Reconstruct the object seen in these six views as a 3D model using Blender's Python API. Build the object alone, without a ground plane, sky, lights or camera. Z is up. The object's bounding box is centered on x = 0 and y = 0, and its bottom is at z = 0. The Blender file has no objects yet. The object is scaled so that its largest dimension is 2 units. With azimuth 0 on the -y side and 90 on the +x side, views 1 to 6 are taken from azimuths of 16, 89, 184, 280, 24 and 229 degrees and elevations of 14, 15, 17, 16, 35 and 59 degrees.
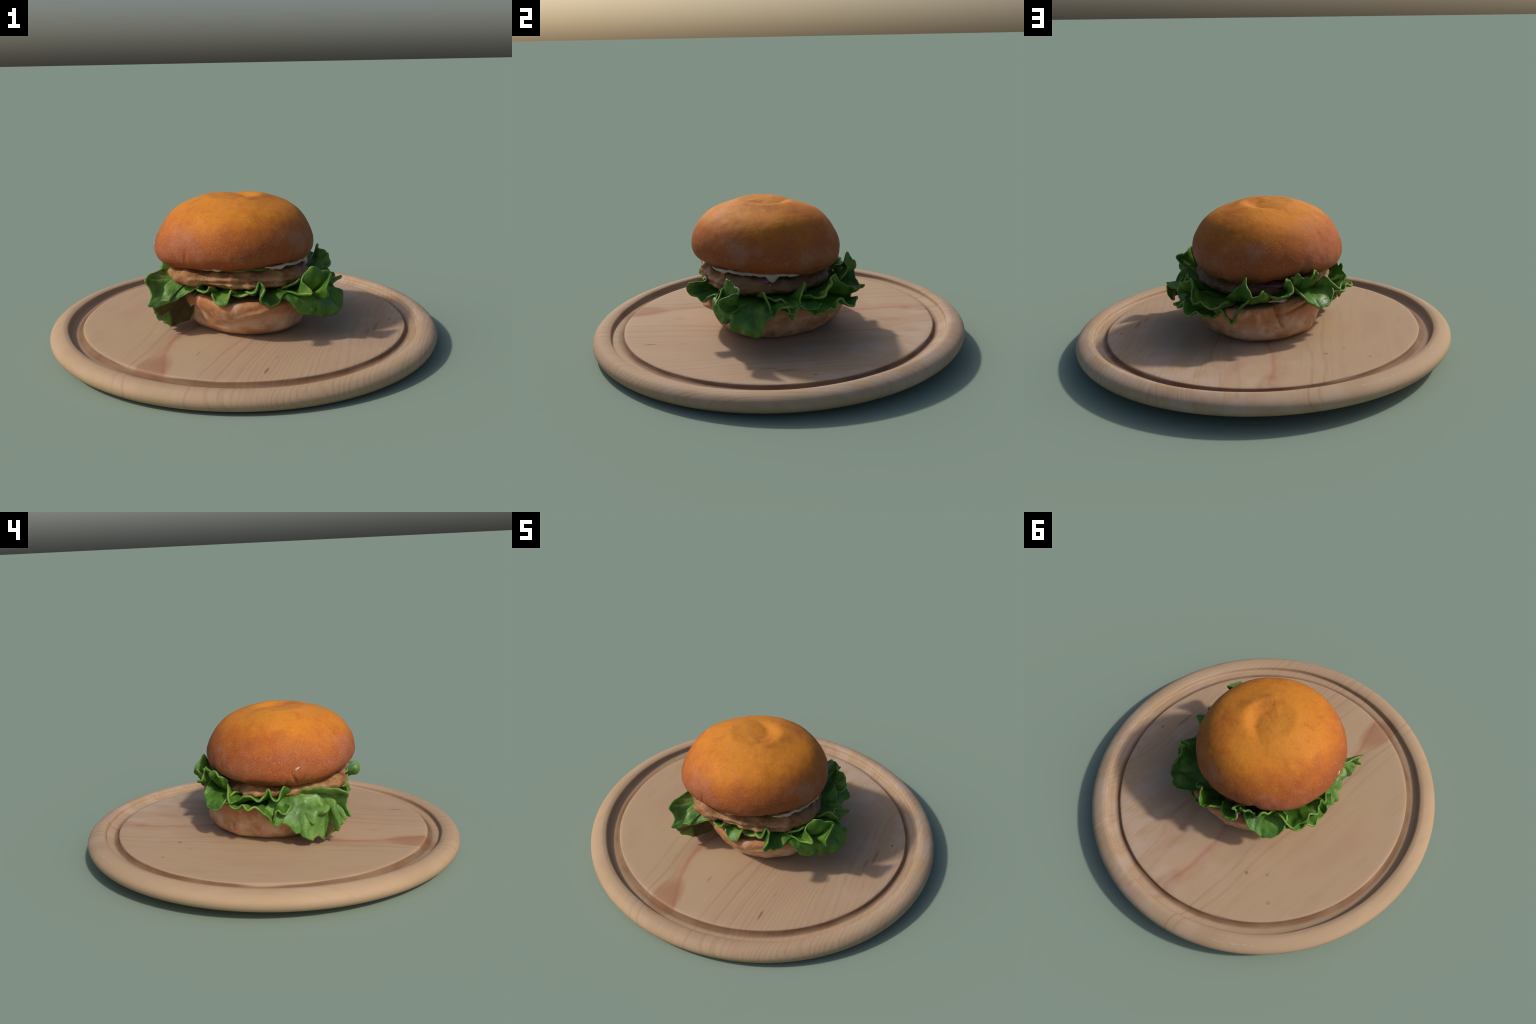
# A hamburger on a round wooden cutting board, built from profiles, lofts and ruffled sheets.
import bpy, bmesh, math, random
import numpy as np
from mathutils import Vector, noise

rng = np.random.default_rng(11)
random.seed(11)

# ------------------------------------------------------------------ helpers
def smoothstep(a, b, x):
    t = np.clip((np.asarray(x, float) - a) / (b - a), 0, 1)
    return t * t * (3 - 2 * t)

def gauss(x, w):
    return np.exp(-(np.asarray(x, float) / w) ** 2)

def wrap(a):
    return (np.asarray(a) + 180.0) % 360.0 - 180.0

def fbm(co, scale, octaves=4, seed=0.0):
    out = np.empty(len(co))
    for i, p in enumerate(co):
        out[i] = noise.fractal(Vector((p[0] * scale + seed, p[1] * scale - seed, p[2] * scale + 2 * seed)), 1.0, 2.1, octaves)
    return out

def catmull(pts, per):
    """Catmull-Rom through the control points, `per` samples a span."""
    P = np.asarray(pts, float)
    P = np.vstack([2 * P[0] - P[1], P, 2 * P[-1] - P[-2]])
    out = []
    for i in range(1, len(P) - 2):
        a, b, c, d = P[i - 1], P[i], P[i + 1], P[i + 2]
        for k in range(per):
            t = k / per
            out.append(0.5 * (2 * b + (c - a) * t + (2 * a - 5 * b + 4 * c - d) * t * t + (3 * b - a - 3 * c + d) * t ** 3))
    out.append(P[-2])
    return np.array(out)

def grid_faces(rows, cols, closed):
    f = []
    n = cols if closed else cols - 1
    for i in range(rows - 1):
        for j in range(n):
            k = (j + 1) % cols
            f.append((i * cols + j, (i + 1) * cols + j, (i + 1) * cols + k, i * cols + k))
    return f

def make_object(name, verts, faces, mats, parent=None, smooth=True):
    me = bpy.data.meshes.new(name)
    me.from_pydata([tuple(map(float, v)) for v in verts], [], faces)
    me.update()
    bm = bmesh.new()
    bm.from_mesh(me)
    bmesh.ops.recalc_face_normals(bm, faces=bm.faces)
    bm.to_mesh(me)
    bm.free()
    ob = bpy.data.objects.new(name, me)
    bpy.context.scene.collection.objects.link(ob)
    for m in mats:
        me.materials.append(m)
    if smooth:
        me.polygons.foreach_set("use_smooth", [True] * len(me.polygons))
    if parent:
        ob.parent = parent
    return ob

def apply_modifiers(ob):
    dg = bpy.context.evaluated_depsgraph_get()
    me = bpy.data.meshes.new_from_object(ob.evaluated_get(dg))
    old = ob.data
    ob.modifiers.clear()
    ob.data = me
    me.name = old.name
    bpy.data.meshes.remove(old)

# ------------------------------------------------------------------ material helpers
class Mat:
    def __init__(self, name):
        self.m = bpy.data.materials.new(name)
        self.m.use_nodes = True
        self.t = self.m.node_tree
        self.t.nodes.clear()
        self.out = self.t.nodes.new("ShaderNodeOutputMaterial")
        self.b = self.t.nodes.new("ShaderNodeBsdfPrincipled")
        self.t.links.new(self.b.outputs[0], self.out.inputs[0])
        tc = self.t.nodes.new("ShaderNodeTexCoord")
        self.obj = tc.outputs["Object"]
    def link(self, a, b):
        self.t.links.new(a, b)
    def put(self, sock, v):
        if isinstance(v, bpy.types.NodeSocket):
            self.link(v, sock)
        elif isinstance(v, (tuple, list)) and len(v) == 3 and sock.type == "RGBA":
            sock.default_value = (*v, 1)
        else:
            sock.default_value = v
    def math(self, op, a, b=0.0, c=0.0, clamp=False):
        n = self.t.nodes.new("ShaderNodeMath")
        n.operation = op
        n.use_clamp = clamp
        for s, v in zip(n.inputs, (a, b, c)):
            self.put(s, v)
        return n.outputs[0]
    def mapping(self, v, scale=(1, 1, 1), loc=(0, 0, 0), rot=(0, 0, 0)):
        n = self.t.nodes.new("ShaderNodeMapping")
        self.link(v, n.inputs[0])
        n.inputs["Location"].default_value = loc
        n.inputs["Rotation"].default_value = rot
        n.inputs["Scale"].default_value = scale
        return n.outputs[0]
    def noise(self, v, scale, detail=3.0, rough=0.55, dist=0.0):
        n = self.t.nodes.new("ShaderNodeTexNoise")
        self.link(v, n.inputs["Vector"])
        n.inputs["Scale"].default_value = scale
        n.inputs["Detail"].default_value = detail
        n.inputs["Roughness"].default_value = rough
        n.inputs["Distortion"].default_value = dist
        return n.outputs[0]
    def voronoi(self, v, scale, feature="F1"):
        n = self.t.nodes.new("ShaderNodeTexVoronoi")
        n.feature = feature
        self.link(v, n.inputs["Vector"])
        n.inputs["Scale"].default_value = scale
        return n.outputs["Distance"]
    def ramp(self, f, stops):
        n = self.t.nodes.new("ShaderNodeValToRGB")
        cr = n.color_ramp
        while len(cr.elements) < len(stops):
            cr.elements.new(0.5)
        for e, (p, c) in zip(cr.elements, stops):
            e.position = p
            e.color = (c, c, c, 1) if isinstance(c, (int, float)) else (*c, 1)
        self.link(f, n.inputs[0])
        return n.outputs[0]
    def mix(self, f, a, b, blend="MIX"):
        n = self.t.nodes.new("ShaderNodeMix")
        n.data_type = "RGBA"
        n.blend_type = blend
        self.put(n.inputs[0], f)
        self.put(n.inputs[6], a)
        self.put(n.inputs[7], b)
        return n.outputs[2]
    def sep(self, v):
        n = self.t.nodes.new("ShaderNodeSeparateXYZ")
        self.link(v, n.inputs[0])
        return n.outputs
    def bump(self, h, strength=0.3, dist=0.01):
        n = self.t.nodes.new("ShaderNodeBump")
        n.inputs["Strength"].default_value = strength
        n.inputs["Distance"].default_value = dist
        self.link(h, n.inputs["Height"])
        self.link(n.outputs[0], self.b.inputs["Normal"])
        return n.outputs[0]
    def mapr(self, v, a, b, c=0.0, d=1.0):
        n = self.t.nodes.new("ShaderNodeMapRange")
        n.interpolation_type = "SMOOTHSTEP"
        self.put(n.inputs[0], v)
        for i, x in zip((1, 2, 3, 4), (a, b, c, d)):
            n.inputs[i].default_value = x
        return n.outputs[0]
    def spot(self, x, y, cx, cy, rx, ry):
        """soft elliptical mask in the xy plane"""
        dx = self.math("DIVIDE", self.math("SUBTRACT", x, cx), rx)
        dy = self.math("DIVIDE", self.math("SUBTRACT", y, cy), ry)
        d = self.math("ADD", self.math("MULTIPLY", dx, dx), self.math("MULTIPLY", dy, dy))
        return self.mapr(d, 0.15, 1.3, 1.0, 0.0)

# ------------------------------------------------------------------ materials
def wood_material():
    M = Mat("pine_wood")
    x, y, z = M.sep(M.obj)
    long = M.mapping(M.obj, scale=(1, 0.24, 1))
    wob = M.math("MULTIPLY", M.math("SUBTRACT", M.noise(long, 3.0, 2), 0.5), 0.24)
    xw = M.math("ADD", x, wob)
    # broad tone
    base = M.ramp(M.noise(M.mapping(M.obj, scale=(1, 0.35, 1)), 4.5, 4),
                  [(0.3, WOOD_A), (0.5, WOOD_B), (0.7, WOOD_C)])
    # growth rings: stripes along y, closer together toward +x, absent on the flat-sawn left part
    ring = M.math("SINE", M.math("MULTIPLY", xw, 250.0))
    ring2 = M.math("SINE", M.math("MULTIPLY", M.math("ADD", xw, M.math("MULTIPLY", wob, 0.6)), 84.0))
    fine = M.math("MULTIPLY", M.mapr(ring, 0.0, 1.0), M.mapr(x, 0.06, 0.25))
    coarse = M.math("MULTIPLY", M.mapr(ring2, 0.35, 1.0), M.math("MULTIPLY", M.mapr(xw, -0.50, -0.30), M.mapr(xw, -0.235, -0.255)))
    # cathedral lines right of the pale heart strip
    coarse2 = M.math("MULTIPLY", M.mapr(ring2, 0.4, 1.0), M.math("MULTIPLY", M.mapr(xw, 0.01, 0.05), M.mapr(xw, 0.32, 0.16)))
    brk = M.mapr(M.noise(M.mapping(M.obj, scale=(14, 2.2, 4)), 1.0, 3), 0.38, 0.6)
    gr = M.math("ADD", M.math("MULTIPLY", fine, 0.30), M.math("MULTIPLY", M.math("ADD", coarse, coarse2), 0.42))
    gr = M.math("MULTIPLY", gr, M.math("MULTIPLY_ADD", brk, 0.6, 0.4), clamp=True)
    col = M.mix(M.math("MULTIPLY", gr, 0.75), base, WOOD_RING)
    fib = M.noise(M.mapping(M.obj, scale=(90, 3.5, 20)), 1.0, 4)
    col = M.mix(M.math("MULTIPLY", M.mapr(fib, 0.5, 0.75), 0.14), col, WOOD_RING)
    # reddish resin streak that wanders along the board, with a stain at either end
    run = M.math("DIVIDE", M.math("ADD", y, 0.85), 1.7)
    path = ((-0.85, -0.12), (-0.75, -0.155), (-0.60, -0.207), (-0.46, -0.230), (-0.30, -0.222), (0.29, -0.036), (0.45, -0.080), (0.62, -0.098), (0.85, -0.085))
    cx = M.math("SUBTRACT", M.ramp(run, [((q + 0.85) / 1.7, p + 0.5) for q, p in path]), 0.5)
    wig = M.math("MULTIPLY", M.math("SUBTRACT", M.noise(M.obj, 7, 2), 0.5), 0.018)
    d = M.math("SUBTRACT", M.math("SUBTRACT", x, cx), wig)
    core = M.math("MULTIPLY", M.mapr(d, -0.024, -0.004), M.mapr(d, 0.014, 0.0))
    halo = M.math("MULTIPLY", M.mapr(d, -0.09, -0.01), M.mapr(d, 0.05, 0.0))
    vary = M.mapr(M.noise(M.obj, 4.5, 2), 0.3, 0.65, 0.4, 1.0)
    top = M.mapr(M.math("ADD", M.math("MULTIPLY", x, x), M.math("MULTIPLY", y, y)), 0.72, 0.67)
    core = M.math("MULTIPLY", M.math("MULTIPLY", core, vary), top)
    halo = M.math("MULTIPLY", M.math("MULTIPLY", halo, vary), top)
    pale = M.math("MULTIPLY", M.math("MULTIPLY", M.mapr(d, 0.0, 0.02), M.mapr(d, 0.24, 0.12)), top)
    col = M.mix(M.math("MULTIPLY", pale, 0.5), col, WOOD_PALE)
    col = M.mix(M.math("MULTIPLY", halo, 0.38), col, WOOD_STREAK)
    col = M.mix(M.math("MULTIPLY", core, 0.85), col, WOOD_STREAK)
    st1 = M.spot(x, y, -0.205, -0.765, 0.085, 0.15)
    st2 = M.spot(x, y, -0.085, 0.80, 0.065, 0.12)
    st3 = M.spot(x, y, 0.10, 0.60, 0.09, 0.16)
    col = M.mix(M.math("MULTIPLY", st1, 0.62), col, WOOD_STAIN)
    col = M.mix(M.math("MULTIPLY", st2, 0.42), col, WOOD_STAIN)
    col = M.mix(M.math("MULTIPLY", st3, 0.18), col, WOOD_STREAK)
    # specks and little cracks
    for cx_, cy_, rx, ry, k in ((0.746, 0.152, 0.008, 0.012, 0.75), (0.69, 0.02, 0.012, 0.07, 0.35), (0.66, -0.06, 0.01, 0.05, 0.25),
                                (0.300, -0.665, 0.008, 0.04, 0.5), (-0.342, 0.435, 0.012, 0.012, 0.45), (-0.43, 0.361, 0.006, 0.012, 0.4),
                                (-0.06, -0.55, 0.006, 0.03, 0.3), (-0.555, 0.47, 0.012, 0.012, 0.3), (0.31, -0.50, 0.006, 0.03, 0.2)):
        col = M.mix(M.math("MULTIPLY", M.spot(x, y, cx_, cy_, rx, ry), k), col, (0.06, 0.032, 0.02))
    # pink and grey-violet blotches, mostly toward the far right
    far = M.mapr(M.math("ADD", x, y), -0.2, 1.2)
    blot = M.mapr(M.noise(M.mapping(M.obj, scale=(5, 3, 5)), 1.6, 3), 0.42, 0.66)
    col = M.mix(M.math("MULTIPLY", M.math("MULTIPLY", blot, far), 0.55), col, WOOD_PINK)
    # shade of the groove's inner wall painted in as dark brown
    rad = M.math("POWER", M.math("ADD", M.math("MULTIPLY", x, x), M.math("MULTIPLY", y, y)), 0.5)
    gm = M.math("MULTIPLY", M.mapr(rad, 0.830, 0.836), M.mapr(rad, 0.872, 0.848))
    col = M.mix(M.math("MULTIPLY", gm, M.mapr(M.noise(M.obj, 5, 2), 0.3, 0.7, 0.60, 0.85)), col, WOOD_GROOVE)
    # worn printed mark on the back rim, reduced to a pale scuff
    ang = M.math("ARCTAN2", y, x)
    sc = M.math("MULTIPLY", M.mapr(M.math("ABSOLUTE", M.math("SUBTRACT", rad, M.math("ADD", 0.958, M.math("MULTIPLY", M.noise(M.obj, 22, 2), 0.016)))), 0.004, 0.001),
                M.mapr(M.math("ABSOLUTE", M.math("SUBTRACT", ang, 2.23)), 0.13, 0.10))
    col = M.mix(M.math("MULTIPLY", sc, M.mapr(M.noise(M.obj, 60, 2), 0.4, 0.6)), col, (0.42, 0.36, 0.33))
    M.put(M.b.inputs["Base Color"], col)
    M.b.inputs["Roughness"].default_value = 0.72
    M.b.inputs["Specular IOR Level"].default_value = 0.22
    h = M.math("SUBTRACT", M.math("MULTIPLY", fib, 0.5), gr)
    M.bump(h, 0.25, 0.004)
    return M.m

def top_bun_material():
    M = Mat("glazed_bread_crust")
    x, y, z = M.sep(M.obj)
    n1 = M.noise(M.obj, 6.0, 4, 0.6)
    n2 = M.noise(M.obj, 15.0, 4, 0.6)
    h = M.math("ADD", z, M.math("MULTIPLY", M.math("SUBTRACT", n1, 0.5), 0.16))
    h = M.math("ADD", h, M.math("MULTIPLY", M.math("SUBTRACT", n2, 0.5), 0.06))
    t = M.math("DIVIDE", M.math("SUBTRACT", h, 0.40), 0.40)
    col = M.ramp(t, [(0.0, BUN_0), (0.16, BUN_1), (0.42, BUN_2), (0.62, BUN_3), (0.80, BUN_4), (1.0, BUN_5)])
    # matt pinkish bloom in patches round the sides
    side = M.math("MULTIPLY", M.mapr(z, 0.46, 0.54), M.mapr(z, 0.68, 0.60))
    bl = M.mapr(M.noise(M.mapping(M.obj, loc=(3.1, 1.2, 0)), 5.5, 3), 0.48, 0.70)
    col = M.mix(M.math("MULTIPLY", M.math("MULTIPLY", bl, side), 0.42), col, BUN_BLOOM)
    # redder scorch
    rd = M.mapr(M.noise(M.mapping(M.obj, loc=(7, 2, 5)), 6.5, 4), 0.46, 0.66)
    col = M.mix(M.math("MULTIPLY", rd, 0.48), col, BUN_RED)
    # crumbs and pale flecks
    v = M.voronoi(M.obj, 62)
    fl = M.math("MULTIPLY", M.mapr(v, 0.22, 0.09), M.mapr(M.noise(M.obj, 13, 2), 0.48, 0.60))
    col = M.mix(M.math("MULTIPLY", fl, 0.55), col, BUN_FLECK)
    v2 = M.voronoi(M.mapping(M.obj, loc=(5, 5, 5)), 34)
    fl2 = M.math("MULTIPLY", M.mapr(v2, 0.17, 0.07), M.mapr(M.noise(M.mapping(M.obj, loc=(2, 9, 4)), 9, 2), 0.56, 0.66))
    col = M.mix(M.math("MULTIPLY", fl2, 0.5), col, BUN_DARK)
    dust = M.math("MULTIPLY", M.mapr(M.noise(M.mapping(M.obj, loc=(8, 3, 1), scale=(1, 1, 0.8)), 20, 5, 0.7), 0.52, 0.74), M.mapr(z, 0.70, 0.58))
    col = M.mix(M.math("MULTIPLY", dust, 0.34), col, BUN_BLOOM)
    grain = M.noise(M.obj, 190, 2, 0.6)
    col = M.mix(M.mapr(grain, 0.45, 0.75, 0.0, 0.28), col, BUN_FLECK)
    col = M.mix(M.mapr(M.noise(M.mapping(M.obj, loc=(4, 4, 4)), 48, 4, 0.7), 0.50, 0.72, 0.0, 0.32), col, BUN_RED)
    M.put(M.b.inputs["Base Color"], col)
    M.put(M.b.inputs["Roughness"], M.mapr(n2, 0.3, 0.7, 0.58, 0.72))
    M.b.inputs["Specular IOR Level"].default_value = 0.17
    hh = M.math("ADD", M.math("MULTIPLY", grain, 0.5), M.math("MULTIPLY", M.noise(M.obj, 38, 3), 0.7))
    hh = M.math("ADD", hh, M.math("MULTIPLY", fl, 0.5))
    M.bump(hh, 0.22, 0.006)
    return M.m

def bottom_bun_material():
    M = Mat("soft_bread_crust")
    x, y, z = M.sep(M.obj)
    n1 = M.noise(M.mapping(M.obj, scale=(1, 1, 1.4)), 7.0, 4, 0.6)
    col = M.ramp(n1, [(0.34, LOW_A), (0.48, LOW_B), (0.60, LOW_C)])
    rim = M.math("MULTIPLY", M.mapr(M.math("ADD", z, M.math("MULTIPLY", M.math("SUBTRACT", n1, 0.5), 0.12)), 0.22, 0.29), 0.75)
    col = M.mix(rim, col, LOW_RIM)
    foot = M.mapr(M.math("ADD", z, M.math("MULTIPLY", M.math("SUBTRACT", n1, 0.5), 0.06)), 0.165, 0.12)
    col = M.mix(M.math("MULTIPLY", foot, 0.45), col, LOW_A)
    flour = M.mapr(M.noise(M.mapping(M.obj, scale=(20, 20, 9)), 1.0, 4), 0.48, 0.66)
    col = M.mix(M.math("MULTIPLY", flour, 0.42), col, LOW_PALE)
    v = M.voronoi(M.obj, 48)
    dots = M.math("MULTIPLY", M.mapr(v, 0.13, 0.06), M.mapr(M.noise(M.obj, 11, 2), 0.56, 0.66))
    col = M.mix(M.math("MULTIPLY", dots, 0.6), col, BUN_DARK)
    M.put(M.b.inputs["Base Color"], col)
    M.b.inputs["Roughness"].default_value = 0.62
    M.b.inputs["Specular IOR Level"].default_value = 0.25
    M.bump(M.math("ADD", M.noise(M.obj, 30, 4), M.math("MULTIPLY", M.noise(M.obj, 110, 3), 0.4)), 0.22, 0.007)
    return M.m

def crumb_material():
    M = Mat("white_crumb")
    col = M.ramp(M.noise(M.obj, 26, 4), [(0.35, (0.42, 0.25, 0.13)), (0.65, (0.58, 0.42, 0.27))])
    M.put(M.b.inputs["Base Color"], col)
    M.b.inputs["Roughness"].default_value = 0.8
    M.bump(M.noise(M.obj, 60, 4), 0.4, 0.006)
    return M.m

def patty_material():
    M = Mat("grilled_meat")
    n1 = M.noise(M.obj, 9, 5, 0.62)
    n2 = M.noise(M.mapping(M.obj, loc=(4, 1, 2)), 24, 4, 0.6)
    col = M.ramp(n1, [(0.30, PAT_A), (0.46, PAT_B), (0.56, PAT_C), (0.70, PAT_D)])
    col = M.mix(M.math("MULTIPLY", M.mapr(n2, 0.52, 0.72), 0.5), col, PAT_RED)
    # the back and right are browner
    x, y, z = M.sep(M.obj)
    back_brown = M.mapr(M.math("ADD", M.math("ADD", M.math("MULTIPLY", x, 0.6), y), M.math("MULTIPLY", M.math("SUBTRACT", n1, 0.5), 0.5)), -0.15, 0.25)
    col = M.mix(M.math("MULTIPLY", back_brown, 0.65), col, PAT_BACK_BROWN)
    v = M.voronoi(M.obj, 55)
    pep = M.math("MULTIPLY", M.mapr(v, 0.26, 0.14), M.mapr(M.noise(M.obj, 16, 2), 0.46, 0.58))
    col = M.mix(M.math("MULTIPLY", pep, 0.8), col, (0.04, 0.02, 0.012))
    v2 = M.voronoi(M.mapping(M.obj, loc=(3, 8, 1)), 40)
    fat = M.math("MULTIPLY", M.mapr(v2, 0.25, 0.12), M.mapr(M.noise(M.mapping(M.obj, loc=(1, 7, 3)), 14, 2), 0.52, 0.62))
    col = M.mix(M.math("MULTIPLY", fat, 0.5), col, (0.55, 0.42, 0.30))
    M.put(M.b.inputs["Base Color"], col)
    M.put(M.b.inputs["Roughness"], M.mapr(n2, 0.3, 0.7, 0.48, 0.70))
    M.b.inputs["Specular IOR Level"].default_value = 0.3
    M.bump(M.math("ADD", n2, M.math("MULTIPLY", M.noise(M.obj, 70, 4), 0.5)), 0.45, 0.010)
    return M.m

def lettuce_material(name, dark, mid, light, vein):
    M = Mat(name)
    n1 = M.noise(M.obj, 8.5, 4, 0.6)
    n2 = M.noise(M.obj, 30, 4, 0.6)
    col = M.ramp(n1, [(0.34, dark), (0.50, mid), (0.68, light)])
    ve = M.mapr(M.voronoi(M.mapping(M.obj, scale=(1, 1, 0.8)), 17, "DISTANCE_TO_EDGE"), 0.05, 0.0)
    fine = M.mapr(M.voronoi(M.obj, 55, "DISTANCE_TO_EDGE"), 0.06, 0.0)
    ve = M.math("MULTIPLY", ve, M.mapr(n2, 0.4, 0.6))
    col = M.mix(M.math("MULTIPLY", ve, 0.16), col, vein)
    col = M.mix(M.math("MULTIPLY", fine, 0.05), col, vein)
    col = M.mix(M.math("MULTIPLY", M.mapr(n2, 0.56, 0.72), 0.35), col, light)
    M.put(M.b.inputs["Base Color"], col)
    M.put(M.b.inputs["Roughness"], M.mapr(n2, 0.3, 0.7, 0.36, 0.56))
    M.b.inputs["Specular IOR Level"].default_value = 0.34
    nb = M.bump(M.math("SUBTRACT", M.math("ADD", n1, M.math("MULTIPLY", n2, 0.5)), M.math("MULTIPLY", ve, 0.3)), 0.35, 0.012)
    tr = M.t.nodes.new("ShaderNodeBsdfTranslucent")
    M.put(tr.inputs[0], M.mix(0.5, col, light))
    M.link(nb, tr.inputs["Normal"])
    ms = M.t.nodes.new("ShaderNodeMixShader")
    ms.inputs[0].default_value = 0.10
    M.link(M.b.outputs[0], ms.inputs[1])
    M.link(tr.outputs[0], ms.inputs[2])
    M.link(ms.outputs[0], M.out.inputs[0])
    return M.m

def plain_material(name, stops, scale=18, rough=0.45, spec=0.4, bump=0.2, bscale=30, sss=0.0):
    M = Mat(name)
    M.put(M.b.inputs["Base Color"], M.ramp(M.noise(M.obj, scale, 4), stops))
    M.b.inputs["Roughness"].default_value = rough
    M.b.inputs["Specular IOR Level"].default_value = spec
    M.bump(M.noise(M.obj, bscale, 3), bump, 0.006)
    return M.m

# base colours (linear)
WOOD_A, WOOD_B, WOOD_C = (0.392, 0.262, 0.155), (0.435, 0.297, 0.182), (0.42, 0.272, 0.172)
WOOD_RING, WOOD_STREAK, WOOD_STAIN = (0.265, 0.165, 0.103), (0.37, 0.165, 0.098), (0.30, 0.135, 0.068)
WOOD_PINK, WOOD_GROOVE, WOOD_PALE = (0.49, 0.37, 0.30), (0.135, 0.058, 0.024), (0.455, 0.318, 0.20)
BUN_0, BUN_1, BUN_2 = (0.36, 0.140, 0.050), (0.275, 0.082, 0.030), (0.29, 0.074, 0.023)
BUN_3, BUN_4, BUN_5 = (0.42, 0.115, 0.017), (0.58, 0.195, 0.017), (0.58, 0.220, 0.026)
BUN_BLOOM, BUN_RED, BUN_FLECK, BUN_DARK = (0.40, 0.200, 0.150), (0.32, 0.066, 0.016), (0.70, 0.34, 0.09), (0.12, 0.040, 0.018)
LOW_A, LOW_B, LOW_C, LOW_RIM, LOW_PALE = (0.37, 0.165, 0.075), (0.50, 0.270, 0.145), (0.60, 0.385, 0.245), (0.44, 0.165, 0.060), (0.64, 0.47, 0.33)
PAT_A, PAT_B, PAT_C, PAT_D = (0.15, 0.062, 0.024), (0.30, 0.145, 0.052), (0.37, 0.205, 0.095), (0.44, 0.20, 0.07)
PAT_RED, PAT_BACK_BROWN = (0.28, 0.075, 0.035), (0.135, 0.055, 0.026)

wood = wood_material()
crust = top_bun_material()
soft = bottom_bun_material()
crumb = crumb_material()
meat = patty_material()
leaf_green = lettuce_material("lettuce_green", (0.026, 0.085, 0.010), (0.060, 0.168, 0.017), (0.135, 0.265, 0.034), (0.20, 0.34, 0.075))
leaf_pale = lettuce_material("lettuce_pale", (0.050, 0.125, 0.020), (0.105, 0.230, 0.040), (0.195, 0.33, 0.078), (0.30, 0.44, 0.15))
leaf_brown = lettuce_material("lettuce_painted_shade", (0.045, 0.040, 0.012), (0.080, 0.066, 0.020), (0.12, 0.105, 0.032), (0.15, 0.12, 0.05))  # leaf colour darkened to olive-brown for the shadow below the flap
leaf_edge = lettuce_material("lettuce_edge", (0.07, 0.16, 0.018), (0.13, 0.25, 0.032), (0.27, 0.35, 0.075), (0.30, 0.36, 0.11))
cream = plain_material("cream_sauce", [(0.3, (0.38, 0.27, 0.18)), (0.7, (0.60, 0.49, 0.37))], 14, 0.35, 0.45, 0.15, 24)
pickle_mat = plain_material("pickle_green", [(0.3, (0.12, 0.14, 0.02)), (0.7, (0.25, 0.25, 0.05))], 20, 0.35)
onion_mat = plain_material("red_onion", [(0.35, (0.10, 0.02, 0.035)), (0.7, (0.32, 0.13, 0.14))], 16, 0.4)
bacon_mat = plain_material("dark_red_meat", [(0.35, (0.13, 0.022, 0.018)), (0.7, (0.33, 0.085, 0.05))], 18, 0.4)

# ------------------------------------------------------------------ the board
# the board lies slightly tilted, and its top has been planed a little out of true with the rim
TOP_X, TOP_Y, RIM_X, RIM_Y = -0.0168, 0.0208, -0.0162, 0.0236
def tilt(x, y, z):
    r = np.hypot(x, y)
    k = smoothstep(0.836, 0.90, r)
    cut = np.exp(-((r - 0.868) / 0.024) ** 2)      # the groove was turned deeper on one side
    z = z + cut * (0.004 * x + 0.004 * y)
    # and there the rim's inner shoulder is worn down almost to the groove floor
    upper = smoothstep(0.080, 0.100, z)
    z = z - 0.012 * upper * smoothstep(0.86, 0.90, r) * smoothstep(0.975, 0.92, r) * np.maximum(0, 0.5 * x - 0.85 * y)
    return z + (TOP_X + (RIM_X - TOP_X) * k) * x + (TOP_Y + (RIM_Y - TOP_Y) * k) * y

board = bpy.data.objects.new("cutting_board", None)
bpy.context.scene.collection.objects.link(board)
board["label"] = "round pale pine cutting board with juice groove and rounded rim"
board["category"] = "cutting board"

SEG = 300
def lathe(profile, name, close_center):
    """Turn a (radius, height) profile; edges wander a little, like a worn hand-turned board."""
    verts, faces = [], []
    a = np.linspace(0, 2 * math.pi, SEG, endpoint=False)
    wander = 0.0028 * np.sin(5 * a + 1.0) + 0.0018 * np.sin(11 * a + 0.4) + 0.001 * np.sin(23 * a)
    for r, z in profile:
        k = math.exp(-((r - 0.855) / 0.06) ** 2)
        rr = r + wander * k
        X, Y = rr * np.cos(a), rr * np.sin(a)
        verts += list(np.stack([X, Y, tilt(X, Y, z)], -1))
    faces = grid_faces(len(profile), SEG, True)
    if close_center == "start":
        c = len(verts); verts.append((0, 0, profile[0][1]))
        faces += [(c, j, (j + 1) % SEG) for j in range(SEG)]
    if close_center == "end":
        c = len(verts); verts.append((0, 0, profile[-1][1])); b = (len(profile) - 1) * SEG
        faces += [(c, b + (j + 1) % SEG, b + j) for j in range(SEG)]
    return verts, faces

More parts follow.
